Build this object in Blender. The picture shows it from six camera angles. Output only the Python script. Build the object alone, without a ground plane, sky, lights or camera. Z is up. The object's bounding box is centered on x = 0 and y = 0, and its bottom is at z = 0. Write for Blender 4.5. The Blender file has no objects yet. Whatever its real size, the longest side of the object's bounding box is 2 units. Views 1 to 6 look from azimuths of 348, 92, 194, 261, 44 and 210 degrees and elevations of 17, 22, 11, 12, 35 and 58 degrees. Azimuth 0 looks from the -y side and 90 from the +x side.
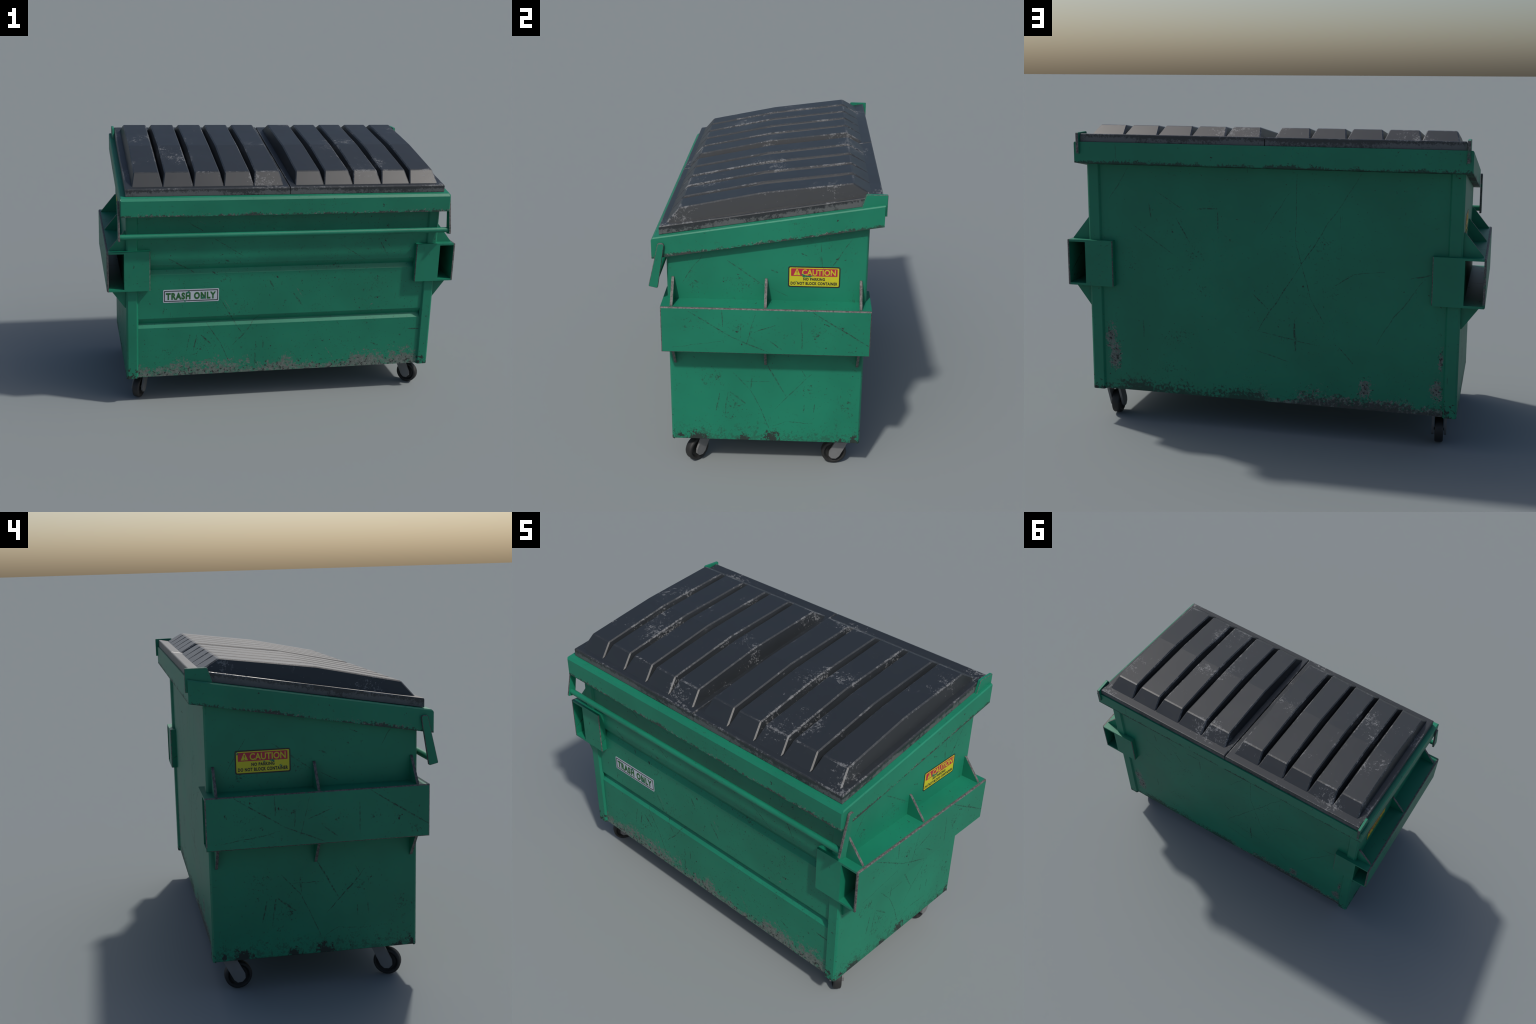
"""Green front-load refuse container: steel body, two ribbed black lids, fork pockets, casters."""
import bpy, bmesh, math
from mathutils import Vector

# ------------------------------------------------------------------ main sizes (metres)
SIDE_X = 0.895                      # outer face of the end walls
FRONT_Y, BACK_Y = -0.441, 0.446     # sheet faces between the corner posts
POST_F, POST_B = -0.4525, 0.4585    # outer faces of the corner posts
FLOOR_Z = 0.160
SLOPE = 0.1688                      # the rim and the lids rise towards the back
RIM_X, RIM_F, RIM_B, RIM_H = 0.927, -0.515, 0.519, 0.0985
RIM_TOP_F = 1.2125
LID_X, LID_F, LID_B, LID_H = 0.8965, -0.4815, 0.5110, 0.0395
PK_IN, PK_MID, PK_OUT = 0.7645, 0.906, 1.0      # fork pocket: cap, mouth, outer plate
PK_F, PK_B, PK_LO, PK_HI, PK_T = -0.473, 0.4785, 0.686, 0.9105, 0.0105


def rim_top(y):
    return RIM_TOP_F + SLOPE * (y - RIM_F)


def lid_base(y):
    return 1.2205 + 0.1676 * (y - LID_F)


# ------------------------------------------------------------------ node helpers
class Nodes:
    def __init__(self, name):
        self.mat = bpy.data.materials.new(name)
        self.mat.use_nodes = True
        self.t = self.mat.node_tree
        self.t.nodes.clear()
        self.out = self.t.nodes.new("ShaderNodeOutputMaterial")
        self.bsdf = self.t.nodes.new("ShaderNodeBsdfPrincipled")
        self.t.links.new(self.bsdf.outputs[0], self.out.inputs[0])
        self.P = self.t.nodes.new("ShaderNodeTexCoord").outputs["Object"]
        s = self.t.nodes.new("ShaderNodeSeparateXYZ")
        self.t.links.new(self.P, s.inputs[0])
        self.x, self.y, self.z = s.outputs

    def put(self, sock, v):
        if isinstance(v, bpy.types.NodeSocket):
            self.t.links.new(v, sock)
        elif isinstance(v, (tuple, list)) and len(v) == 3 and sock.type == "RGBA":
            sock.default_value = (*v, 1)
        else:
            sock.default_value = v

    def m(self, op, a, b=0.0, c=0.0, clamp=False):
        n = self.t.nodes.new("ShaderNodeMath")
        n.operation, n.use_clamp = op, clamp
        self.put(n.inputs[0], a)
        self.put(n.inputs[1], b)
        self.put(n.inputs[2], c)
        return n.outputs[0]

    def vec(self, a, b, c=0.0):
        n = self.t.nodes.new("ShaderNodeCombineXYZ")
        for i, v in enumerate((a, b, c)):
            self.put(n.inputs[i], v)
        return n.outputs[0]

    def scaled(self, k, add=(0, 0, 0), src=None):
        n = self.t.nodes.new("ShaderNodeMapping")
        self.put(n.inputs[0], src or self.P)
        n.inputs["Location"].default_value = add
        n.inputs["Scale"].default_value = k
        return n.outputs[0]

    def noise(self, scale, detail=3.0, rough=0.55, src=None, off=0.0):
        n = self.t.nodes.new("ShaderNodeTexNoise")
        v = src or self.P
        if off:
            v = self.scaled((1, 1, 1), (off, off * 0.7, -off), v)
        self.put(n.inputs["Vector"], v)
        n.inputs["Scale"].default_value = scale
        n.inputs["Detail"].default_value = detail
        n.inputs["Roughness"].default_value = rough
        return n.outputs[0]

    def step(self, v, lo, hi):
        n = self.t.nodes.new("ShaderNodeMapRange")
        n.interpolation_type = "SMOOTHSTEP"
        self.put(n.inputs[0], v)
        if lo > hi:
            n.inputs[1].default_value, n.inputs[2].default_value = hi, lo
            n.inputs[3].default_value, n.inputs[4].default_value = 1.0, 0.0
        else:
            n.inputs[1].default_value, n.inputs[2].default_value = lo, hi
        return n.outputs[0]

    def mix(self, f, a, b):
        n = self.t.nodes.new("ShaderNodeMix")
        n.data_type = "RGBA"
        self.put(n.inputs[0], f)
        self.put(n.inputs[6], a)
        self.put(n.inputs[7], b)
        return n.outputs[2]

    def top(self, *masks):
        r = masks[0]
        for k in masks[1:]:
            r = self.m("MAXIMUM", r, k)
        return r

    def segments(self, uz, segs, width):
        """union of thin tapering scratches, each from (u, z) to (u, z)"""
        g, r = scratch_group(), None
        for (a, b), w in segs:
            n = self.t.nodes.new("ShaderNodeGroup")
            n.node_tree = g
            self.put(n.inputs[0], uz)
            n.inputs[1].default_value = (a[0], a[1], 0)
            n.inputs[2].default_value = (b[0], b[1], 0)
            n.inputs[3].default_value = width * w
            if r is not None:
                self.put(n.inputs[4], r)          # each scratch is laid over the ones before it
            r = n.outputs[0]
        return r

    def blobs(self, u, z, spots):
        """soft bumps at (u, z, half-width, half-height)"""
        r = None
        for bu, bz, rx, rz in spots:
            a = self.m("DIVIDE", self.m("SUBTRACT", u, bu), rx)
            b = self.m("DIVIDE", self.m("SUBTRACT", z, bz), rz)
            d = self.m("SQRT", self.m("ADD", self.m("MULTIPLY", a, a), self.m("MULTIPLY", b, b)))
            k = self.m("SUBTRACT", 1.0, d, clamp=True)
            r = k if r is None else self.m("MAXIMUM", r, k)
        return r

    def finish(self, color, rough, metal=0.0, bump=None, strength=0.2, dist=0.002, spec=0.5):
        self.put(self.bsdf.inputs["Base Color"], color)
        self.put(self.bsdf.inputs["Roughness"], rough)
        self.put(self.bsdf.inputs["Metallic"], metal)
        self.bsdf.inputs["Specular IOR Level"].default_value = spec
        if bump is not None:
            n = self.t.nodes.new("ShaderNodeBump")
            n.inputs["Strength"].default_value = strength
            n.inputs["Distance"].default_value = dist
            self.put(n.inputs["Height"], bump)
            self.t.links.new(n.outputs[0], self.bsdf.inputs["Normal"])
        return self.mat


def scratch_group():
    g = bpy.data.node_groups.get("scratch")
    if g:
        return g
    g = bpy.data.node_groups.new("scratch", "ShaderNodeTree")
    for nm, kind in (("P", "NodeSocketVector"), ("A", "NodeSocketVector"), ("B", "NodeSocketVector"), ("W", "NodeSocketFloat"), ("Before", "NodeSocketFloat")):
        g.interface.new_socket(nm, in_out="INPUT", socket_type=kind)
    g.interface.new_socket("Mask", in_out="OUTPUT", socket_type="NodeSocketFloat")
    i, o = g.nodes.new("NodeGroupInput"), g.nodes.new("NodeGroupOutput")

    def vm(op, a, b=None, scale=None):
        n = g.nodes.new("ShaderNodeVectorMath")
        n.operation = op
        g.links.new(a, n.inputs[0])
        if b is not None:
            g.links.new(b, n.inputs[1])
        if scale is not None:
            g.links.new(scale, n.inputs["Scale"])
        return n.outputs["Value"] if op in ("DOT_PRODUCT", "LENGTH") else n.outputs["Vector"]

    def mm(op, a, b, clamp=False):
        n = g.nodes.new("ShaderNodeMath")
        n.operation, n.use_clamp = op, clamp
        for k, v in enumerate((a, b)):
            if isinstance(v, float):
                n.inputs[k].default_value = v
            else:
                g.links.new(v, n.inputs[k])
        return n.outputs[0]

    pa, ba = vm("SUBTRACT", i.outputs[0], i.outputs[1]), vm("SUBTRACT", i.outputs[2], i.outputs[1])
    h = mm("DIVIDE", vm("DOT_PRODUCT", pa, ba), vm("DOT_PRODUCT", ba, ba), clamp=True)
    d = vm("LENGTH", vm("SUBTRACT", pa, vm("SCALE", ba, scale=h)))
    e = mm("MULTIPLY", mm("MULTIPLY", h, mm("SUBTRACT", 1.0, h)), 2.4)
    w = mm("MULTIPLY", i.outputs[3], mm("ADD", 0.4, e))
    k = mm("SUBTRACT", 1.35, mm("DIVIDE", d, w), clamp=True)
    g.links.new(mm("MAXIMUM", k, i.outputs[4]), o.inputs[0])
    return g


# ------------------------------------------------------------------ materials
GREEN = (0.008, 0.184, 0.106)
CHIP = (0.020, 0.018, 0.020)
BARE = (0.150, 0.145, 0.140)


def seg(w, *pts):
    return [((pts[i], pts[i + 1]), w) for i in range(len(pts) - 1)]


SIDE_SCRATCHES = (
    seg(1.2, (0.008, 0.577), (0.099, 0.41)) + seg(0.9, (0.218, 0.53), (0.049, 0.342)) +
    seg(0.8, (-0.15, 0.529), (-0.067, 0.434), (-0.028, 0.351), (0.024, 0.226)) + seg(1.5, (-0.166, 0.424), (-0.096, 0.367)) +
    seg(1.2, (-0.216, 0.415), (-0.235, 0.322)) + seg(1.1, (-0.176, 0.423), (-0.193, 0.301)) + seg(0.9, (-0.066, 0.521), (-0.068, 0.445)) +
    seg(0.5, (-0.105, 0.487), (0.028, 0.488)) + seg(1.0, (0.188, 0.365), (0.184, 0.321)) + seg(1.0, (0.234, 0.371), (0.234, 0.323)) +
    seg(0.8, (0.173, 0.55), (0.196, 0.508)) + seg(0.5, (0.04, 0.238), (0.101, 0.27), (0.224, 0.263)) +
    seg(1.0, (-0.177, 1.103), (-0.013, 0.986)) + seg(0.6, (0.03, 0.967), (0.104, 0.929)) + seg(1.2, (0.023, 1.062), (0.053, 1.05)) +
    seg(0.6, (-0.29, 1.127), (-0.38, 0.987)) + seg(0.7, (0.385, 1.214), (0.293, 1.073)) + seg(0.9, (0.157, 1.144), (0.191, 1.13)))
POCKET_SCRATCHES = (
    seg(0.9, (-0.357, 0.902), (-0.147, 0.767), (0.018, 0.697)) + seg(1.0, (0.217, 0.901), (0.473, 0.738)) + seg(0.5, (-0.044, 0.891), (-0.086, 0.728)) +
    seg(0.8, (-0.049, 0.797), (0.053, 0.833)) + seg(0.9, (0.018, 0.758), (0.073, 0.716)) + seg(0.5, (-0.423, 0.711), (-0.171, 0.753)) +
    seg(0.8, (-0.191, 0.9), (-0.191, 0.82)) + seg(0.7, (0.167, 0.863), (0.169, 0.715)) + seg(0.6, (-0.11, 0.835), (-0.109, 0.768)))
FRONT_SCRATCHES = (
    seg(1.1, (-0.369, 0.614), (-0.237, 0.394)) + seg(0.9, (-0.135, 0.506), (-0.291, 0.332)) + seg(0.8, (-0.443, 0.468), (-0.364, 0.347), (-0.305, 0.22)) +
    seg(1.5, (-0.475, 0.4), (-0.424, 0.35)) + seg(1.1, (-0.542, 0.397), (-0.556, 0.31)) + seg(1.0, (-0.502, 0.407), (-0.517, 0.302)) +
    seg(0.8, (-0.548, 1.058), (-0.452, 1.001)) + seg(0.9, (-0.409, 0.967), (-0.245, 0.863)) + seg(1.3, (-0.662, 0.859), (-0.518, 0.772)) +
    seg(1.7, (0.053, 0.632), (0.111, 0.554)) + seg(1.5, (-0.092, 0.718), (-0.068, 0.677)) + seg(1.0, (0.557, 0.92), (0.597, 0.85)) +
    seg(0.5, (0.318, 0.915), (0.472, 0.819)) + seg(1.1, (-0.157, 0.349), (-0.156, 0.307)) + seg(1.1, (-0.115, 0.353), (-0.113, 0.305)) +
    seg(1.1, (-0.687, 0.576), (-0.692, 0.536)) + seg(1.0, (-0.65, 0.546), (-0.649, 0.517)) + seg(1.3, (0.764, 0.382), (0.836, 0.381)) +
    seg(1.4, (0.537, 0.302), (0.58, 0.288)) + seg(1.2, (-0.416, 0.774), (-0.388, 0.756)) + seg(1.2, (-0.353, 0.844), (-0.32, 0.832)))
FRONT_BRIGHT = (
    seg(0.9, (0.066, 0.672), (0.109, 0.607)) + seg(1.0, (0.263, 0.286), (0.307, 0.223)) + seg(0.6, (-0.49, 1.067), (-0.447, 1.045)) +
    seg(0.6, (-0.347, 0.607), (-0.302, 0.537)) + seg(1.0, (0.518, 0.545), (0.532, 0.552)))
BACK_SCRATCHES = (
    seg(0.8, (0.435, 1.265), (0.15, 0.82), (-0.051, 0.508)) + seg(0.6, (0.138, 1.257), (0.135, 0.937), (0.207, 0.676), (0.272, 0.563)) +
    seg(0.6, (-0.051, 0.508), (0.241, 0.453)) + seg(0.9, (-0.051, 0.409), (0.113, 0.361)) + seg(0.8, (0.719, 0.79), (0.514, 0.484)) +
    seg(0.7, (0.321, 0.747), (0.404, 0.804), (0.546, 0.824)) + seg(1.7, (0.133, 0.57), (0.134, 0.423)) + seg(0.7, (-0.556, 1.162), (-0.412, 1.072)) +
    seg(0.7, (-0.662, 0.986), (-0.471, 0.859)) + seg(0.8, (-0.446, 1.028), (-0.381, 0.912)) + seg(1.2, (-0.345, 1.079), (-0.246, 1.083)) +
    seg(1.0, (-0.241, 1.068), (-0.242, 0.972)) + seg(1.3, (-0.585, 1.097), (-0.577, 1.033)) + seg(0.6, (0.107, 1.174), (-0.03, 0.971)) +
    seg(0.7, (-0.689, 1.264), (-0.785, 1.111)) + seg(0.9, (-0.073, 0.686), (0.003, 0.615)) + seg(0.8, (0.412, 0.379), (0.337, 0.46)) +
    seg(1.1, (0.758, 0.823), (0.668, 0.798)) + seg(1.0, (-0.627, 0.524), (-0.623, 0.434)) + seg(2.2, (-0.722, 0.244), (-0.67, 0.179)))


def green_paint(name, side="x", dark=None, bright=None, foot=None, rim=False, chip_amount=0.0, clusters=None):
    """side: which way the sheet is read: 'x' front, '-x' back, 'end' the two end walls"""
    n = Nodes(name)
    if side == "x":
        u = n.x
    elif side == "-x":
        u = n.m("MULTIPLY", n.x, -1.0)
    else:
        u = n.m("MULTIPLY", n.y, n.m("SIGN", n.x))
    z = n.z
    tone = n.noise(2.2, 3, 0.6)
    col = n.mix(n.step(tone, 0.3, 0.7), tuple(c * 0.90 for c in GREEN), tuple(c * 1.10 for c in GREEN))
    fine = n.noise(110, 4, 0.65)
    mid = n.noise(34, 4, 0.62, off=3.1)
    low = n.noise(3.5, 2, 0.5, off=7.7)
    # sparse chips and pin marks
    lim = n.m("SUBTRACT", 0.712 - chip_amount, n.m("MULTIPLY", n.step(low, 0.4, 0.75), 0.05))
    chips = n.step(n.m("SUBTRACT", mid, lim), 0.0, 0.025)
    pins = n.m("MULTIPLY", n.step(fine, 0.715, 0.75), n.step(low, 0.35, 0.6))
    hair = n.noise(26, 3, 0.6, src=n.scaled((1, 1, 0.10), (0.3, 0.9, 0.2)), off=1.3)
    ticks = n.m("MULTIPLY", n.step(hair, 0.72, 0.76), n.step(mid, 0.45, 0.6))
    faint = n.m("MULTIPLY", n.step(n.noise(64, 4, 0.72, off=6.6), 0.585, 0.70), n.m("MULTIPLY", n.step(low, 0.36, 0.62), 0.5))
    mark = n.top(chips, n.m("MULTIPLY", pins, 0.75), n.m("MULTIPLY", ticks, 0.6), faint)
    wob = n.m("MULTIPLY", n.m("SUBTRACT", n.noise(9, 2, 0.5, off=2.2), 0.5), 0.018)
    jit = n.m("MULTIPLY", n.m("SUBTRACT", fine, 0.5), 0.006)
    if clusters:
        near = n.blobs(u, z, clusters)
        grit = n.m("ADD", n.m("MULTIPLY", n.noise(95, 4, 0.7, off=6.1), 0.75), n.m("MULTIPLY", mid, 0.25))
        mark = n.top(mark, n.m("MULTIPLY", n.step(n.m("ADD", grit, n.m("MULTIPLY", near, 0.12)), 0.635, 0.71), 0.75))
    relief = mark
    uz = n.vec(n.m("ADD", u, n.m("ADD", wob, jit)), n.m("ADD", z, n.m("SUBTRACT", jit, wob)))
    gap = n.step(n.noise(75, 3, 0.7, off=5.0), 0.38, 0.60)
    if dark:
        mark = n.top(mark, n.m("MULTIPLY", n.m("MULTIPLY", n.segments(uz, dark, 0.0033), n.m("ADD", 0.12, n.m("MULTIPLY", gap, 0.88)), clamp=True), n.m("ADD", 0.62, n.m("MULTIPLY", n.step(low, 0.35, 0.6), 0.35))))
    light = None
    if bright:
        light = n.m("MULTIPLY", n.segments(uz, bright, 0.003), gap)
    crust = n.m("ADD", n.m("MULTIPLY", fine, 0.55), n.m("MULTIPLY", mid, 0.45))     # ragged edge of worn zones
    if foot:
        t = n.m("SUBTRACT", z, FLOOR_Z)
        lo = n.noise(5.5, 3, 0.55, off=4.4)
        if foot == "front":
            # bare steel rubbed free along the lower edge
            reach = n.m("ADD", n.m("MULTIPLY", n.step(lo, 0.32, 0.72), 0.10), 0.045)
            reach = n.m("ADD", reach, n.m("MULTIPLY", n.step(n.m("ABSOLUTE", u), 0.74, 0.84), 0.045))
            v = n.m("SUBTRACT", 1.0, n.m("DIVIDE", t, reach))
            v = n.m("ADD", n.m("MULTIPLY", v, 0.30), crust)
            light = n.top(light, n.m("MULTIPLY", n.m("MULTIPLY", n.step(v, 0.585, 0.67), n.step(t, 0.16, 0.12)), n.m("ADD", 0.35, n.m("MULTIPLY", n.step(n.m("ADD", n.noise(58, 4, 0.75, off=3.7), n.m("MULTIPLY", n.step(lo, 0.45, 0.7), 0.15)), 0.42, 0.56), 0.65))))
            speck = n.m("ADD", n.noise(75, 3, 0.7, off=9.0), n.m("MULTIPLY", n.step(t, 0.11, 0.0), 0.11))
            mark = n.top(mark, n.step(speck, 0.66, 0.71))
        elif foot == "back":
            reach = n.m("ADD", n.m("MULTIPLY", n.step(lo, 0.35, 0.7), 0.09), 0.03)
            v = n.m("ADD", n.m("MULTIPLY", n.m("SUBTRACT", 1.0, n.m("DIVIDE", t, reach)), 0.22), crust)
            right = n.step(u, -0.12, 0.12)
            light = n.m("MULTIPLY", n.step(v, 0.60, 0.66), right)
            spots = n.blobs(u, z, [(-0.775, 0.33, 0.06, 0.14), (-0.795, 0.43, 0.05, 0.12), (0.80, 0.28, 0.06, 0.09), (0.815, 0.42, 0.02, 0.12), (0.47, 0.26, 0.06, 0.09)])
            light = n.top(light, n.step(n.m("ADD", n.m("MULTIPLY", spots, 0.35), crust), 0.68, 0.72))
            d2 = n.m("ADD", n.m("MULTIPLY", n.m("SUBTRACT", 1.0, n.m("DIVIDE", t, 0.11)), 0.24), n.m("ADD", n.m("MULTIPLY", n.noise(70, 4, 0.7, off=9.0), 0.6), n.m("MULTIPLY", lo, 0.4)))
            mark = n.top(mark, n.m("MULTIPLY", n.step(d2, 0.645, 0.74), 0.8), n.step(n.m("ADD", n.m("MULTIPLY", spots, 0.16), n.noise(70, 4, 0.7, off=9.0)), 0.66, 0.72))
        elif foot == "end":
            spots = n.blobs(u, z, [(-0.325, 0.165, 0.07, 0.075), (0.035, 0.17, 0.06, 0.08), (0.365, 0.155, 0.045, 0.035), (-0.10, 0.165, 0.05, 0.05), (0.435, 0.17, 0.04, 0.06), (-0.41, 0.18, 0.02, 0.02)])
            v = n.m("ADD", n.m("MULTIPLY", spots, 0.24), n.m("MULTIPLY", n.m("SUBTRACT", 1.0, n.m("DIVIDE", t, 0.10)), 0.08))
            v = n.m("ADD", v, n.m("ADD", n.m("MULTIPLY", n.noise(46, 5, 0.75, off=9.0), 0.62), n.m("MULTIPLY", n.noise(120, 3, 0.7, off=1.1), 0.38)))
            mark = n.top(mark, n.step(v, 0.645, 0.70))
            haze = n.step(n.m("ADD", n.m("MULTIPLY", n.m("SUBTRACT", 1.0, n.m("DIVIDE", t, 0.14)), 0.16), crust), 0.60, 0.70)
            mark = n.top(mark, n.m("MULTIPLY", haze, 0.45))
        else:
            v = n.m("ADD", n.m("MULTIPLY", n.m("SUBTRACT", 1.0, n.m("DIVIDE", t, 0.10)), 0.16), n.noise(48, 4, 0.68, off=9.0))
            mark = n.top(mark, n.step(v, 0.64, 0.69))
    if rim:
        h = n.m("SUBTRACT", n.z, n.m("ADD", n.m("MULTIPLY", n.y, SLOPE), RIM_TOP_F - RIM_F * SLOPE - RIM_H))
        lo = n.noise(6, 3, 0.6, off=4.4)
        v = n.m("ADD", n.m("MULTIPLY", n.m("SUBTRACT", 1.0, n.m("DIVIDE", h, 0.036)), 0.26), n.m("ADD", n.m("MULTIPLY", crust, 0.75), n.m("MULTIPLY", lo, 0.28)))
        mark = n.top(mark, n.m("MULTIPLY", n.step(v, 0.70, 0.76), 0.85))
        light = n.step(n.m("ADD", n.m("MULTIPLY", n.m("SUBTRACT", 1.0, n.m("DIVIDE", h, 0.03)), 0.2), n.m("ADD", n.m("MULTIPLY", n.noise(95, 3, 0.6, off=6.5), 0.7), n.m("MULTIPLY", lo, 0.36))), 0.70, 0.76)
        light = n.m("MULTIPLY", light, n.step(n.y, 0.45, 0.3))
    steel = n.mix(n.step(n.noise(60, 3, 0.6, off=8.8), 0.35, 0.65), tuple(c * 0.75 for c in BARE), tuple(c * 1.2 for c in BARE))
    bump = n.m("MULTIPLY", relief, -1.0)
    rough = n.m("ADD", 0.42, n.m("MULTIPLY", tone, 0.12))
    if light is not None:
        col = n.mix(n.m("MULTIPLY", light, 0.85), col, steel)
        bump = n.m("SUBTRACT", bump, n.m("MULTIPLY", light, 0.6))
    col = n.mix(n.m("MULTIPLY", mark, 0.93), col, CHIP)
    rough = n.m("ADD", rough, n.m("MULTIPLY", mark, 0.25))
    return n.finish(col, rough, 0.0, bump, 0.25, 0.0015, 0.4)


def worn_edge(name):
    """raw, chewed steel on the thin cut edges of plates"""
    n = Nodes(name)
    a, b = n.noise(90, 5, 0.8), n.noise(210, 3, 0.7, off=2.0)
    col = n.mix(n.step(a, 0.34, 0.66), (0.04, 0.038, 0.038), (0.165, 0.16, 0.155))
    col = n.mix(n.m("MULTIPLY", n.step(b, 0.56, 0.70), 0.8), col, (0.02, 0.02, 0.02))
    col = n.mix(n.step(n.noise(14, 3, 0.6, off=5.0), 0.60, 0.68), col, tuple(c * 0.7 for c in GREEN))
    return n.finish(col, 0.6, 0.15, a, 0.5, 0.003)


def lid_plastic(name, kind):
    n = Nodes(name)
    base = n.mix(n.noise(4, 3, 0.6), (0.0160, 0.0195, 0.0235), (0.0210, 0.0248, 0.0285))
    patch = n.noise(4.6, 3, 0.55, off=1.7)
    ax = n.m("ABSOLUTE", n.x)
    w = n.m("MODULO", n.m("SUBTRACT", ax, 0.0325), 0.1661)
    edge = n.m("SUBTRACT", n.m("ABSOLUTE", n.m("SUBTRACT", w, 0.083)), 0.066)       # 0 at a rib shoulder
    near = n.step(n.m("ABSOLUTE", edge), 0.030, 0.0)
    grit = n.m("ADD", n.m("MULTIPLY", n.noise(120, 4, 0.7, off=4.0), 0.6), n.m("MULTIPLY", n.noise(45, 4, 0.65, off=2.0), 0.4))
    pale = (0.165, 0.172, 0.180)
    if kind == "top":
        v = n.m("ADD", n.m("ADD", grit, n.m("MULTIPLY", n.step(patch, 0.46, 0.72), 0.14)), n.m("MULTIPLY", near, 0.035))
        mask = n.m("MULTIPLY", n.step(v, 0.645, 0.70), 0.75)
        swirl = n.noise(20, 3, 0.6, src=n.scaled((1.0, 0.35, 1.0)), off=6.0)
        mask = n.top(mask, n.m("MULTIPLY", n.step(swirl, 0.70, 0.76), 0.25))
    elif kind == "edge":
        v = n.m("ADD", grit, n.m("MULTIPLY", n.step(patch, 0.36, 0.66), 0.16))
        mask = n.top(n.m("MULTIPLY", n.step(v, 0.58, 0.70), 0.75), n.m("MULTIPLY", n.step(grit, 0.40, 0.60), 0.10))
    else:
        h = n.m("SUBTRACT", n.z, n.m("ADD", n.m("MULTIPLY", n.y, 0.1676), 1.2205 - LID_F * 0.1676))
        v = n.m("ADD", n.m("ADD", grit, n.m("MULTIPLY", n.step(n.noise(3.3, 2, 0.5, off=2.5), 0.35, 0.62), 0.13)), n.m("MULTIPLY", n.step(h, 0.032, 0.012), 0.16))
        mask = n.m("MULTIPLY", n.step(v, 0.61, 0.74), 0.5)
    col = n.mix(mask, base, pale)
    rough = n.m("ADD", n.m("ADD", 0.37, n.m("MULTIPLY", n.noise(7, 3, 0.6, off=3.0), 0.10)), n.m("MULTIPLY", mask, 0.25))
    return n.finish(col, rough, 0.0, n.noise(260, 2, 0.5), 0.05, 0.001, 0.62)


def plain(name, color, rough=0.5, metal=0.0, grain=0.15, scale=30.0):
    n = Nodes(name)
    k = n.noise(scale, 4, 0.6)
    col = n.mix(n.step(k, 0.3, 0.7), tuple(c * (1 - grain) for c in color), tuple(c * (1 + grain) for c in color))
    return n.finish(col, rough, metal, k, 0.05, 0.001)


def sticker_ink(name, color):
    """printed film; flakes have come away and show the paint below"""
    n = Nodes(name)
    u = n.m("ADD", n.x, n.m("MULTIPLY", n.y, n.m("SIGN", n.x)))
    g = n.noise(85, 4, 0.7, src=n.vec(u, n.z, n.m("SIGN", n.x)), off=1.3)
    spots = n.blobs(n.x, n.z, [(-0.548, 0.655, 0.02, 0.016), (-0.565, 0.612, 0.03, 0.014), (-0.47, 0.625, 0.03, 0.012), (-0.47, 0.66, 0.012, 0.012)])
    right = n.blobs(n.y, n.z, [(0.175, 1.033, 0.035, 0.010), (0.325, 1.07, 0.012, 0.014), (0.14, 1.008, 0.012, 0.008), (0.205, 1.03, 0.02, 0.008)])
    spots = n.top(spots, right)
    line = n.segments(n.vec(n.y, n.z), seg(1.0, (0.16, 1.044), (0.185, 1.032), (0.21, 1.036)), 0.004)
    flake = n.top(n.step(n.m("ADD", g, n.m("MULTIPLY", spots, 0.26)), 0.66, 0.69), n.m("MULTIPLY", n.step(line, 0.2, 0.6), n.step(n.x, 0.0, 0.1)))
    fade = n.mix(n.noise(14, 3, 0.6), tuple(c * 0.88 for c in color), color)
    return n.finish(n.mix(flake, fade, tuple(c * 0.8 for c in GREEN)), 0.5, 0.0, None)


M = {}
M["front"] = green_paint("front_sheet_green_paint", "x", FRONT_SCRATCHES, FRONT_BRIGHT, "front", clusters=[(-0.47, 0.33, 0.14, 0.07), (-0.66, 0.30, 0.10, 0.06), (0.56, 0.68, 0.12, 0.10), (-0.25, 0.55, 0.15, 0.1), (0.3, 0.8, 0.2, 0.1)])
M["back"] = green_paint("back_sheet_green_paint", "-x", BACK_SCRATCHES, None, "back", clusters=[(-0.36, 0.87, 0.10, 0.10), (-0.33, 0.68, 0.12, 0.08), (-0.68, 0.8, 0.10, 0.08), (-0.45, 0.45, 0.2, 0.1), (-0.5, 0.28, 0.2, 0.08), (0.27, 0.93, 0.10, 0.08), (0.3, 0.72, 0.08, 0.06)])
M["end"] = green_paint("end_sheet_green_paint", "end", SIDE_SCRATCHES, None, "end", clusters=[(-0.14, 0.35, 0.12, 0.11), (-0.16, 0.29, 0.12, 0.05), (-0.25, 0.5, 0.12, 0.10), (0.2, 0.45, 0.12, 0.1), (-0.1, 1.0, 0.15, 0.08), (-0.33, 0.98, 0.08, 0.12), (0.38, 0.36, 0.08, 0.12)])
M["post"] = green_paint("post_green_paint", "x", None, None, "post")
M["pocket"] = green_paint("pocket_green_paint", "end", POCKET_SCRATCHES, None, None, chip_amount=0.0, clusters=[(0.09, 0.79, 0.06, 0.05), (0.24, 0.79, 0.06, 0.06), (0.41, 0.72, 0.08, 0.05), (-0.33, 0.83, 0.12, 0.06), (-0.12, 0.83, 0.08, 0.06)])
M["rim"] = green_paint("rim_green_paint", "x", None, None, None, rim=True)
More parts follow.
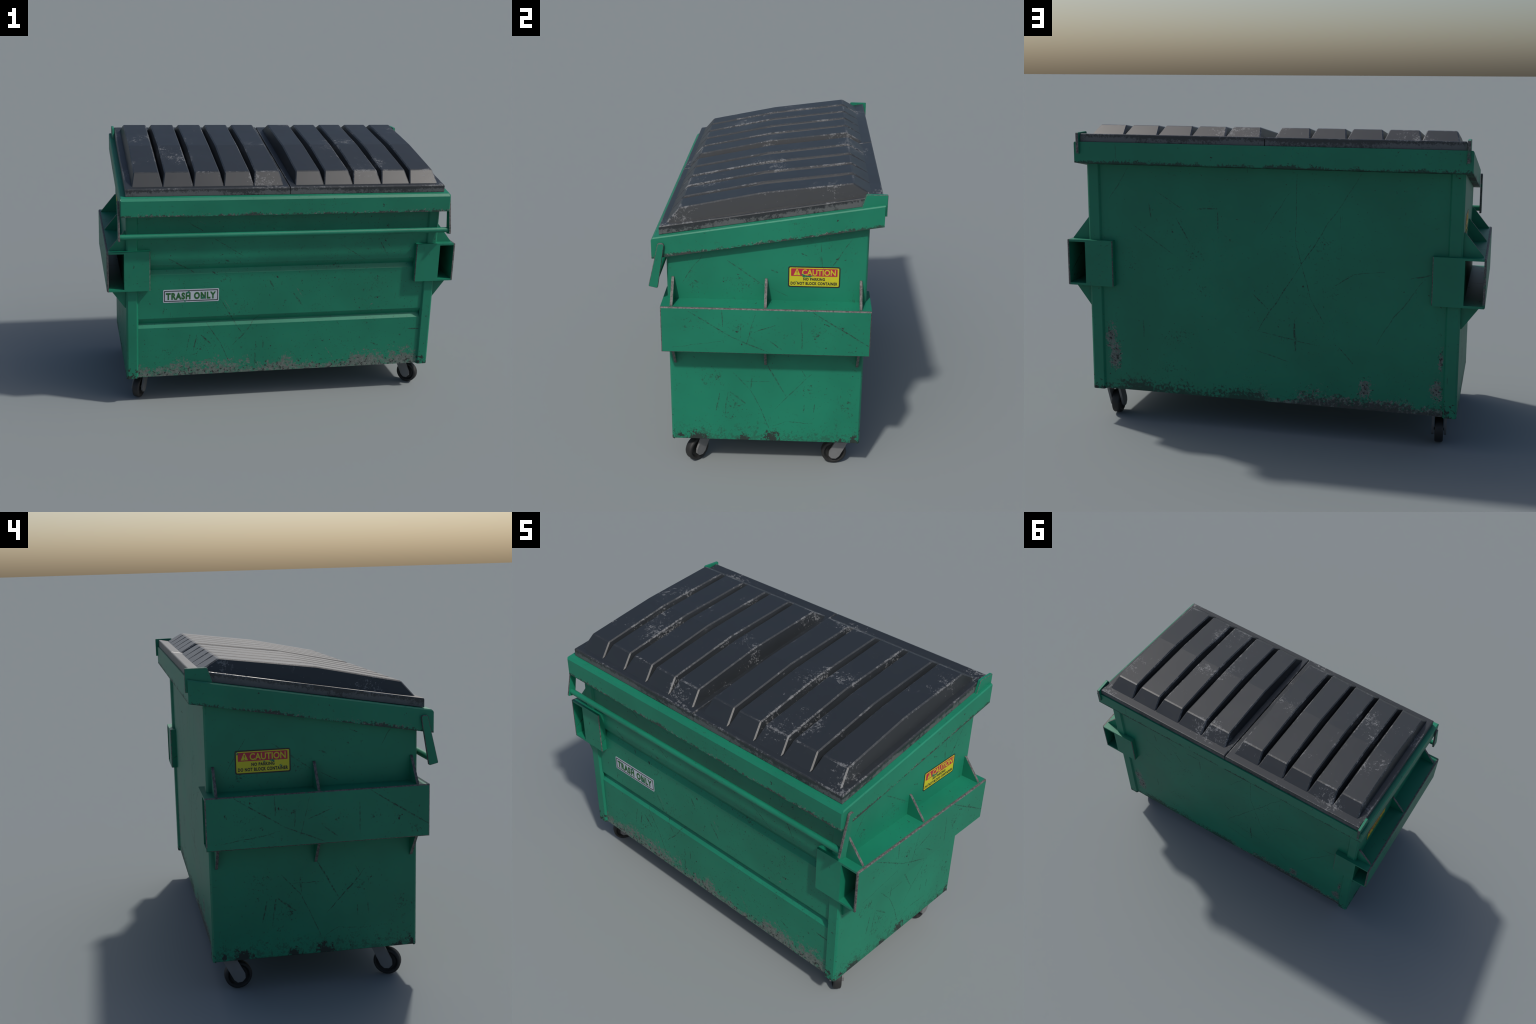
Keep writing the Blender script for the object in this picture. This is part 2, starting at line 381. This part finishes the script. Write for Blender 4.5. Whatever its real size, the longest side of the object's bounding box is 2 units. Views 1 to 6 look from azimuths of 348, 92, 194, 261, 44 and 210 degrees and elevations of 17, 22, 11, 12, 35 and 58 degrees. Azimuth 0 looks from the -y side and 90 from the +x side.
M["green"] = green_paint("plain_green_paint")
M["edge"] = worn_edge("worn_steel_edge")
M["lid"] = lid_plastic("black_lid_plastic", "top")
M["lid_edge"] = lid_plastic("scuffed_lid_edge", "edge")
M["lid_skirt"] = lid_plastic("scuffed_lid_skirt", "skirt")
M["rubber"] = plain("black_rubber", (0.016, 0.016, 0.016), 0.6)
M["fork"] = plain("dull_zinc_steel", (0.175, 0.177, 0.18), 0.5, 0.1, 0.06, 18)
M["under"] = plain("dark_underside_paint", (0.012, 0.12, 0.072), 0.6)
M["white"] = sticker_ink("white_sticker_film", (0.50, 0.54, 0.60))
M["grey_line"] = sticker_ink("charcoal_print", (0.035, 0.038, 0.045))
M["green_ink"] = sticker_ink("green_print", (0.012, 0.115, 0.022))
M["black_ink"] = sticker_ink("black_print", (0.018, 0.018, 0.016))
M["yellow"] = sticker_ink("yellow_print", (0.56, 0.52, 0.015))
M["red"] = sticker_ink("red_print", (0.42, 0.018, 0.045))

# ------------------------------------------------------------------ object helpers
col = bpy.context.scene.collection
root = bpy.data.objects.new("dumpster", None)
col.objects.link(root)
root["label"] = "worn green steel dumpster with two ribbed black lids"
root["category"] = "dumpster"


def add(name, bm, mats, parent=root, smooth=False):
    bmesh.ops.recalc_face_normals(bm, faces=bm.faces)
    for e in bm.edges:                      # crisp border where a rounded face meets a flat one
        if len({f.smooth for f in e.link_faces}) > 1:
            e.smooth = False
    me = bpy.data.meshes.new(name)
    bm.to_mesh(me)
    bm.free()
    for k in mats:
        me.materials.append(M[k])
    if smooth:
        me.shade_smooth()
    ob = bpy.data.objects.new(name, me)
    ob.parent = parent
    col.objects.link(ob)
    return ob


def again(ob, name=None, loc=(0, 0, 0), rot_z=0.0, parent=None):
    c = ob.copy()
    c.name = name or ob.name.split(".")[0]
    c.location, c.rotation_euler = loc, (0, 0, rot_z)
    c.parent = parent or ob.parent
    col.objects.link(c)
    return c


def prism(bm, pts, a, b, place, side_mat=0, cap_mat=0):
    """extrude the 2D outline pts from depth a to depth b; place(p, q, depth) -> xyz; returns the new faces"""
    lo = [bm.verts.new(place(p, q, a)) for p, q in pts]
    hi = [bm.verts.new(place(p, q, b)) for p, q in pts]
    n, fs = len(pts), []
    for i in range(n):
        f = bm.faces.new((lo[i], lo[(i + 1) % n], hi[(i + 1) % n], hi[i]))
        f.material_index = side_mat
        fs.append(f)
    for loop in (lo[::-1], hi):
        f = bm.faces.new(loop)
        f.material_index = cap_mat
        fs.append(f)
    return fs


def box(bm, x0, x1, y0, y1, z0, z1):
    return prism(bm, [(x0, y0), (x1, y0), (x1, y1), (x0, y1)], z0, z1, lambda p, q, d: (p, q, d))


def along_x(p, q, d):
    return (d, p, q)


def along_y(p, q, d):
    return (p, d, q)


def bevel(bm, pick, size, segments=1, mat=-1):
    es = [e for e in bm.edges if pick(e)]
    bmesh.ops.bevel(bm, geom=es, offset=size, segments=segments, profile=0.5, affect="EDGES", material=mat, clamp_overlap=True)


def mid(e):
    return (e.verts[0].co + e.verts[1].co) / 2


def mirror_x(bm):
    for v in bm.verts:
        v.co.x = -v.co.x


# ------------------------------------------------------------------ body sheets
bm = bmesh.new()
V = 0.020                                     # depth of the pressed stiffening creases
crease = [(0.511, 0.0), (0.478, V), (0.454, 0.0)]
profile = [(FRONT_Y, rim_top(FRONT_Y) - 0.03)]
for shift in (0.3115, 0.0):
    profile += [(FRONT_Y + d, zc + shift) for zc, d in crease]
profile += [(FRONT_Y, FLOOR_Z)]
outline = profile + [(FRONT_Y + 0.02, FLOOR_Z), (FRONT_Y + 0.02, profile[0][1])]
prism(bm, outline, -0.86, 0.86, along_x)
add("front_panel", bm, ["front"])

bm = bmesh.new()
prism(bm, [(BACK_Y, FLOOR_Z), (BACK_Y, rim_top(BACK_Y) - 0.03), (BACK_Y - 0.02, rim_top(BACK_Y) - 0.03), (BACK_Y - 0.02, FLOOR_Z)], -0.86, 0.86, along_x)
add("back_panel", bm, ["back"])

bm = bmesh.new()
box(bm, -0.875, 0.875, FRONT_Y + 0.022, BACK_Y - 0.022, FLOOR_Z + 0.004, FLOOR_Z + 0.02)
add("floor_plate", bm, ["under"])

Y0, Y1 = -0.4395, 0.4455
for s in (1, -1):
    bm = bmesh.new()
    prism(bm, [(Y0, FLOOR_Z - 0.001), (Y1, FLOOR_Z - 0.001), (Y1, rim_top(Y1) - 0.03), (Y0, rim_top(Y0) - 0.03)], s * (SIDE_X - 0.014), s * SIDE_X, along_x)
    bevel(bm, lambda e: abs(mid(e).x) > SIDE_X - 0.001 and mid(e).z < FLOOR_Z, 0.003)
    add("end_panel", bm, ["end"])

# corner posts: proud of the front and back sheets, flush with the end walls
for s in (1, -1):
    for face, inner, wall in ((POST_F, FRONT_Y + 0.003, Y0), (POST_B, BACK_Y - 0.003, Y1)):
        k = -1 if face < 0 else 1
        plan = [(s * 0.8275, inner), (s * 0.836, face - k * 0.0015), (s * 0.8385, face), (s * 0.885, face), (s * (SIDE_X - 0.0015), face - k * 0.0065), (s * SIDE_X, face - k * 0.0105), (s * SIDE_X, wall), (s * 0.8275, wall - k * 0.006)]
        bm = bmesh.new()
        prism(bm, plan, FLOOR_Z - 0.003, rim_top(wall) - 0.035, lambda p, q, d: (p, q, d))
        add("corner_post", bm, ["post"])

# ------------------------------------------------------------------ rim frame
bm = bmesh.new()
loops = []
for zz in (0.0, -RIM_H):
    for x, yf, yb in ((RIM_X, RIM_F, RIM_B), (0.862, -0.41, 0.42)):
        loops.append([bm.verts.new(c) for c in ((-x, yf, zz), (x, yf, zz), (x, yb, zz), (-x, yb, zz))])
to, ti, bo, bi = loops
for i in range(4):
    j = (i + 1) % 4
    for q in ((to[i], to[j], ti[j], ti[i]), (bo[i], bo[j], bi[j], bi[i]), (to[i], to[j], bo[j], bo[i]), (ti[i], ti[j], bi[j], bi[i])):
        bm.faces.new(q)
bmesh.ops.recalc_face_normals(bm, faces=bm.faces)
bevel(bm, lambda e: abs(mid(e).x) > 0.92 and (mid(e).z > -0.01 or mid(e).y < RIM_F + 0.01), 0.005, 1)
bevel(bm, lambda e: mid(e).z > -0.002 and mid(e).y < RIM_F + 0.001 and abs(e.verts[0].co.x - e.verts[1].co.x) > 1, 0.0115, 1)
for v in bm.verts:
    v.co.z += rim_top(v.co.y)
add("rim_frame", bm, ["rim"])

# ------------------------------------------------------------------ lids
RIBS, PITCH, RIB_IN = 5, 0.1661, 0.0325
HALF, DRAFT = PITCH / 2, 0.272         # rib walls lean in by DRAFT per metre of height
FOOT_F, FOOT_B = -0.4545, 0.4625
CREST = [(-0.395, 1.3320), (-0.024, 1.4095), (0.3815, 1.4625)]      # y, z along the crown of a rib
for s in (1, -1):
    bm = bmesh.new()
    box(bm, 0.0018, LID_X, LID_F, LID_B, 0.0, LID_H)
    bmesh.ops.recalc_face_normals(bm, faces=bm.faces)
    bevel(bm, lambda e: mid(e).z > LID_H - 0.001, 0.006, 2, 1)
    bm.faces.ensure_lookup_table()
    for f in bm.faces:
        f.normal_update()
        if abs(f.normal.z) < 0.05:
            f.material_index = 2
    for v in bm.verts:
        v.co.z += lid_base(v.co.y)
    body = set(bm.faces)
    rb = bmesh.new()
    for i in range(RIBS):
        xc = RIB_IN + PITCH * (i + 0.5)
        base_y = [FOOT_F, CREST[1][0], FOOT_B]
        L, R = [], []
        for sx, row in ((-1, L), (1, R)):
            inside = (i, sx) not in ((0, -1), (RIBS - 1, 1))
            row.append([rb.verts.new((xc + sx * HALF, y, lid_base(y) + LID_H - 0.0015 + (0.020 if inside and k == 1 else 0))) for k, y in enumerate(base_y)])
            row.append([rb.verts.new((xc + sx * (HALF - DRAFT * (zc - lid_base(y) - LID_H)), y, zc)) for y, zc in CREST])
        (lb, lt), (rbb, rt) = L, R
        quads = [(lt[0], lt[1], rt[1], rt[0]), (lt[1], lt[2], rt[2], rt[1]), (lb[0], lt[0], rt[0], rbb[0]), (lb[2], lt[2], rt[2], rbb[2]),
                 (lb[0], lb[1], lt[1], lt[0]), (lb[1], lb[2], lt[2], lt[1]), (rbb[0], rbb[1], rt[1], rt[0]), (rbb[1], rbb[2], rt[2], rt[1]),
                 (lb[0], lb[1], rbb[1], rbb[0]), (lb[1], lb[2], rbb[2], rbb[1])]
        for q in quads:
            rb.faces.new(q)
    bmesh.ops.recalc_face_normals(rb, faces=rb.faces)

    def shoulder(e):
        c = mid(e)
        if c.z < lid_base(c.y) + LID_H + 0.006:
            return False
        a, b = e.verts
        return abs(a.co.y - b.co.y) > 0.01 or abs(c.y - CREST[1][0]) > 0.02
    bevel(rb, shoulder, 0.0052, 1, 1)
    tmp = bpy.data.meshes.new("tmp")
    rb.to_mesh(tmp)
    rb.free()
    bm.from_mesh(tmp)
    bpy.data.meshes.remove(tmp)
    if s < 0:
        mirror_x(bm)
    add("lid", bm, ["lid", "lid_edge", "lid_skirt"])

# ------------------------------------------------------------------ hinge tabs at the back corners
tab = [(0.5175, 1.333), (0.5295, 1.333), (0.5295, 1.428), (0.5270, 1.4305), (0.440, 1.4315), (0.435, 1.429), (0.4135, 1.362), (0.5175, 1.362)]
for s in (1, -1):
    bm = bmesh.new()
    prism(bm, tab, s * 0.8985, s * 0.9125, along_x, 1, 0)
    for f in bm.faces:
        f.normal_update()
        if f.material_index == 1 and f.calc_center_median().y < 0.52:
            f.material_index = 0
    bmesh.ops.recalc_face_normals(bm, faces=bm.faces)
    bevel(bm, lambda e: abs(mid(e).x) > 0.9124, 0.0016, 1, 1)
    add("hinge_tab", bm, ["green", "edge"])

# ------------------------------------------------------------------ front bar on two drop arms
bm = bmesh.new()
ring = [(-0.505 + 0.0148 * math.cos(a), 1.0035 + 0.0148 * math.sin(a)) for a in (2 * math.pi * (i + 0.5) / 14 for i in range(14))]
fs = prism(bm, ring, -0.932, 0.932, along_x)
for f in fs[:-2]:
    f.smooth = True
bar = add("front_bar", bm, ["green"])
arm = [(-0.4575, 1.190), (-0.4625, 1.1925), (-0.478, 1.1925), (-0.4835, 1.188), (-0.5300, 0.990), (-0.5285, 0.9855), (-0.494, 0.9775), (-0.4880, 0.981), (-0.4545, 1.183)]
for s in (1, -1):
    bm = bmesh.new()
    prism(bm, arm, s * 0.9295, s * 0.9405, along_x, 1, 0)
    bmesh.ops.recalc_face_normals(bm, faces=bm.faces)
    bevel(bm, lambda e: abs(mid(e).x) > 0.9404, 0.0022, 1, 1)
    add("bar_arm", bm, ["green", "edge"], bar)

# ------------------------------------------------------------------ fork pockets with gussets
for s in (1, -1):
    bm = bmesh.new()
    # outer plate with chewed cut edges
    prism(bm, [(PK_F, PK_LO), (PK_B, PK_LO), (PK_B, PK_HI), (PK_F, PK_HI)], s * (PK_OUT - PK_T), s * PK_OUT, along_x, 1, 0)
    bmesh.ops.recalc_face_normals(bm, faces=bm.faces)
    bevel(bm, lambda e: abs(mid(e).x) > PK_OUT - 1e-4, 0.0042, 1, 1)
    # inner plate on the end wall, then top and bottom plates
    inner = sorted((s * (SIDE_X - 0.003), s * PK_MID))
    box(bm, *inner, Y0 + 0.002, Y1 - 0.002, PK_LO, PK_HI)
    plan = [(PK_MID, PK_F), (PK_OUT - PK_T, PK_F), (PK_OUT - PK_T, PK_B), (PK_MID, PK_B)]
    for z0 in (PK_LO, PK_HI - PK_T):
        prism(bm, [(s * x, y) for x, y in plan], z0, z0 + PK_T, lambda p, q, d: (p, q, d))
    # corner caps
    for y0, y1 in ((PK_F, Y0 + 0.002), (Y1 - 0.002, PK_B)):
        fs = box(bm, min(s * PK_IN, s * PK_MID), max(s * PK_IN, s * PK_MID), y0, y1, PK_LO, PK_HI)
    bmesh.ops.recalc_face_normals(bm, faces=bm.faces)
    bevel(bm, lambda e: abs(abs(mid(e).x) - PK_IN) < 1e-4 and (abs(mid(e).y - PK_F) < 1e-4 or abs(mid(e).y - PK_B) < 1e-4) and abs(e.verts[0].co.z - e.verts[1].co.z) > 0.1, 0.004, 1, 1)
    pocket = add("fork_pocket", bm, ["pocket", "edge"])
    upper = [(SIDE_X - 0.003, PK_HI - 0.002), (0.985, PK_HI - 0.002), (0.9845, PK_HI + 0.004), (0.9015, 1.0175), (SIDE_X - 0.003, 1.0195)]
    lower = [(SIDE_X - 0.003, PK_LO + 0.002), (0.977, PK_LO + 0.002), (0.9765, PK_LO - 0.004), (0.9005, 0.5785), (SIDE_X - 0.003, 0.5765)]
    for shape in (upper, lower):
        bm = bmesh.new()
        prism(bm, [(s * p, q) for p, q in shape], -0.006, 0.006, along_y, 1, 0)
        g = add("gusset", bm, ["green", "edge"], pocket)
        g.location.y = 0.001
        for y in (-0.424, 0.4295):
            again(g, "gusset", (0, y, 0))

# ------------------------------------------------------------------ casters
WR, WT = 0.0615, 0.040
bm = bmesh.new()
prof = [(-WT / 2 + 0.010, 0.024), (-WT / 2 + 0.010, 0.040), (-WT / 2, 0.049), (-WT / 2, WR - 0.007), (-WT / 2 + 0.0025, WR - 0.002), (-WT / 2 + 0.007, WR), (WT / 2 - 0.007, WR), (WT / 2 - 0.0025, WR - 0.002), (WT / 2, WR - 0.007), (WT / 2, 0.049), (WT / 2 - 0.010, 0.040), (WT / 2 - 0.010, 0.024)]
SEG = 28
rings = [[bm.verts.new((h, r * math.cos(2 * math.pi * i / SEG), WR + r * math.sin(2 * math.pi * i / SEG))) for h, r in prof] for i in range(SEG)]
for i in range(SEG):
    a, b = rings[i], rings[(i + 1) % SEG]
    for j in range(len(prof) - 1):
        f = bm.faces.new((a[j], a[j + 1], b[j + 1], b[j]))
        f.smooth = 2 < j < len(prof) - 4
for e in (0, len(prof) - 1):
    f = bm.faces.new([r[e] for r in rings])
wheel_bm = bm

# fork in its own frame: axle along x, the wheel trails towards -y
TILT = math.radians(27)
dx, dz = math.sin(TILT), math.cos(TILT)
fb = bmesh.new()
tip = [(0.028 * math.cos(a), 0.028 * math.sin(a)) for a in (math.radians(180 + 45 * k + 0) for k in range(0, 5))]
top_len = (FLOOR_Z + 0.006 - WR) / dz


def in_fork(p, q):
    """p across the strap, q up along it"""
    return (p * dz + q * dx, WR + q * dz - p * dx)


strap = [in_fork(p, q) for p, q in tip]
for p in (0.028, -0.028):
    zt = FLOOR_Z + 0.008
    q = (zt - WR + p * dx) / dz
    strap.append((p * dz + q * dx, zt))
for k in (-1, 1):
    prism(fb, strap, k * 0.0235, k * 0.0345, along_x)
cy = (FLOOR_Z - WR) * math.tan(TILT)
prism(fb, [(0.045 * math.cos(a), cy + 0.045 * math.sin(a)) for a in (2 * math.pi * i / 16 for i in range(16))], FLOOR_Z - 0.006, FLOOR_Z + 0.008, lambda p, q, d: (p, q, d))
axle = [(0.006 * math.cos(a), WR + 0.006 * math.sin(a)) for a in (2 * math.pi * i / 10 for i in range(10))]
prism(fb, axle, -0.034, 0.034, along_x)
fork = add("caster_fork", fb, ["fork"])
wheel = add("caster_wheel", wheel_bm, ["rubber"], fork)
spots = [(0.820, -0.341, 46), (0.811, 0.339, 4), (-0.818, -0.343, -26), (-0.811, 0.341, 4)]
fork.location, fork.rotation_euler = (*spots[0][:2], 0), (0, 0, math.radians(spots[0][2]))
for x, y, r in spots[1:]:
    f2 = again(fork, "caster_fork", (x, y, 0), math.radians(r))
    again(wheel, "caster_wheel", parent=f2)

# ------------------------------------------------------------------ stickers
def round_rect(w, h, r, n=4):
    pts = []
    for cx, cy2, a0 in ((w / 2 - r, h / 2 - r, 0), (-w / 2 + r, h / 2 - r, 90), (-w / 2 + r, -h / 2 + r, 180), (w / 2 - r, -h / 2 + r, 270)):
        pts += [(cx + r * math.cos(math.radians(a0 + 90 * i / n)), cy2 + r * math.sin(math.radians(a0 + 90 * i / n))) for i in range(n + 1)]
    return pts


class Board:
    """flat printing surface: origin in the middle, right and out directions"""
    def __init__(self, origin, right, out):
        self.o, self.r, self.n = Vector(origin), Vector(right), Vector(out)

    def __call__(self, p, q, d):
        return self.o + self.r * p + Vector((0, 0, q)) + self.n * d

    def shape(self, name, pts, d0, d1, mat, parent):
        bm = bmesh.new()
        prism(bm, pts, d0, d1, self)
        return add(name, bm, [mat], parent)

    def frame(self, name, outer, inner, d0, d1, mat, parent):
        bm = bmesh.new()
        rows = [[bm.verts.new(self(p, q, d)) for p, q in loop] for loop, d in ((outer, d0), (outer, d1), (inner, d1), (inner, d0))]
        k = len(outer)
        for a, b in zip(rows, rows[1:] + rows[:1]):
            for i in range(k):
                bm.faces.new((a[i], a[(i + 1) % k], b[(i + 1) % k], b[i]))
        return add(name, bm, [mat], parent)

    def words(self, name, text, cx, cy2, w, h, bold, d0, d1, mat, parent, space=1.0):
        cu = bpy.data.curves.new("lettering", "FONT")
        cu.body, cu.offset, cu.extrude, cu.resolution_u = text, bold, 0.5, 4
        cu.space_character = space
        ob = bpy.data.objects.new("lettering", cu)
        col.objects.link(ob)
        dg = bpy.context.evaluated_depsgraph_get()
        src = ob.evaluated_get(dg).to_mesh()
        bm = bmesh.new()
        bm.from_mesh(src)
        ob.evaluated_get(dg).to_mesh_clear()
        bpy.data.objects.remove(ob)
        bpy.data.curves.remove(cu)
        xs, ys = [v.co.x for v in bm.verts], [v.co.y for v in bm.verts]
        x0, x1, y0, y1 = min(xs), max(xs), min(ys), max(ys)
        for v in bm.verts:
            v.co = self(cx + ((v.co.x - x0) / (x1 - x0) - 0.5) * w, cy2 + ((v.co.y - y0) / (y1 - y0) - 0.5) * h, d1 if v.co.z > 0 else d0)
        return add(name, bm, [mat], parent)


b = Board((-0.534, FRONT_Y, 0.6395), (1, 0, 0), (0, -1, 0))
W, H = 0.3135, 0.0755
plate = b.shape("trash_sticker", round_rect(W, H, 0.006), -0.001, 0.0008, "white", root)
b.frame("sticker_border", round_rect(W - 0.0095, H - 0.0115, 0.004), round_rect(W - 0.0195, H - 0.0215, 0.003), 0.0004, 0.0012, "grey_line", plate)
b.words("trash_lettering", "TRASH ONLY", -0.001, -0.001, 0.281, 0.0425, 0.058, 0.0004, 0.0013, "green_ink", plate, 1.2)
for s in (1, -1):
    b = Board((s * SIDE_X, 0.2175, 1.0305), (0, s, 0), (s, 0, 0))
    W, H = 0.2355, 0.1010
    plate = b.shape("caution_sticker", round_rect(W, H, 0.0085), -0.001, 0.0008, "black_ink", root)
    b.shape("yellow_field", round_rect(W - 0.011, H - 0.011, 0.005), 0.0004, 0.0012, "yellow", plate)
    band = b.shape("red_band", round_rect(W - 0.026, 0.037, 0.0018), 0.0008, 0.0016, "red", plate)
    for v in band.data.vertices:
        v.co.z += 0.0225
    zc = 0.0225
    tri = [(-0.093, zc - 0.0140), (-0.0625, zc - 0.0140), (-0.0755, zc + 0.0150), (-0.0800, zc + 0.0150)]
    b.shape("warning_triangle", tri, 0.0012, 0.0019, "yellow", plate)
    b.shape("exclamation_mark", [(-0.0790, zc - 0.0045), (-0.0765, zc - 0.0045), (-0.0752, zc + 0.0085), (-0.0803, zc + 0.0085)], 0.0015, 0.0022, "red", plate)
    dot = b.shape("exclamation_dot", round_rect(0.0042, 0.0040, 0.001), 0.0015, 0.0022, "red", plate)
    for v in dot.data.vertices:
        v.co += Vector((0, -s * 0.07775, zc - 0.0092))
    b.words("caution_lettering", "CAUTION", 0.021, zc, 0.152, 0.0290, 0.018, 0.0012, 0.0019, "yellow", plate)
    b.words("caution_lettering", "NO PARKING", 0.0, -0.0105, 0.098, 0.0140, 0.05, 0.0009, 0.0016, "black_ink", plate, 1.15)
    b.words("caution_lettering", "DO NOT BLOCK CONTAINER", 0.0, -0.0315, 0.212, 0.0150, 0.05, 0.0009, 0.0016, "black_ink", plate, 1.15)
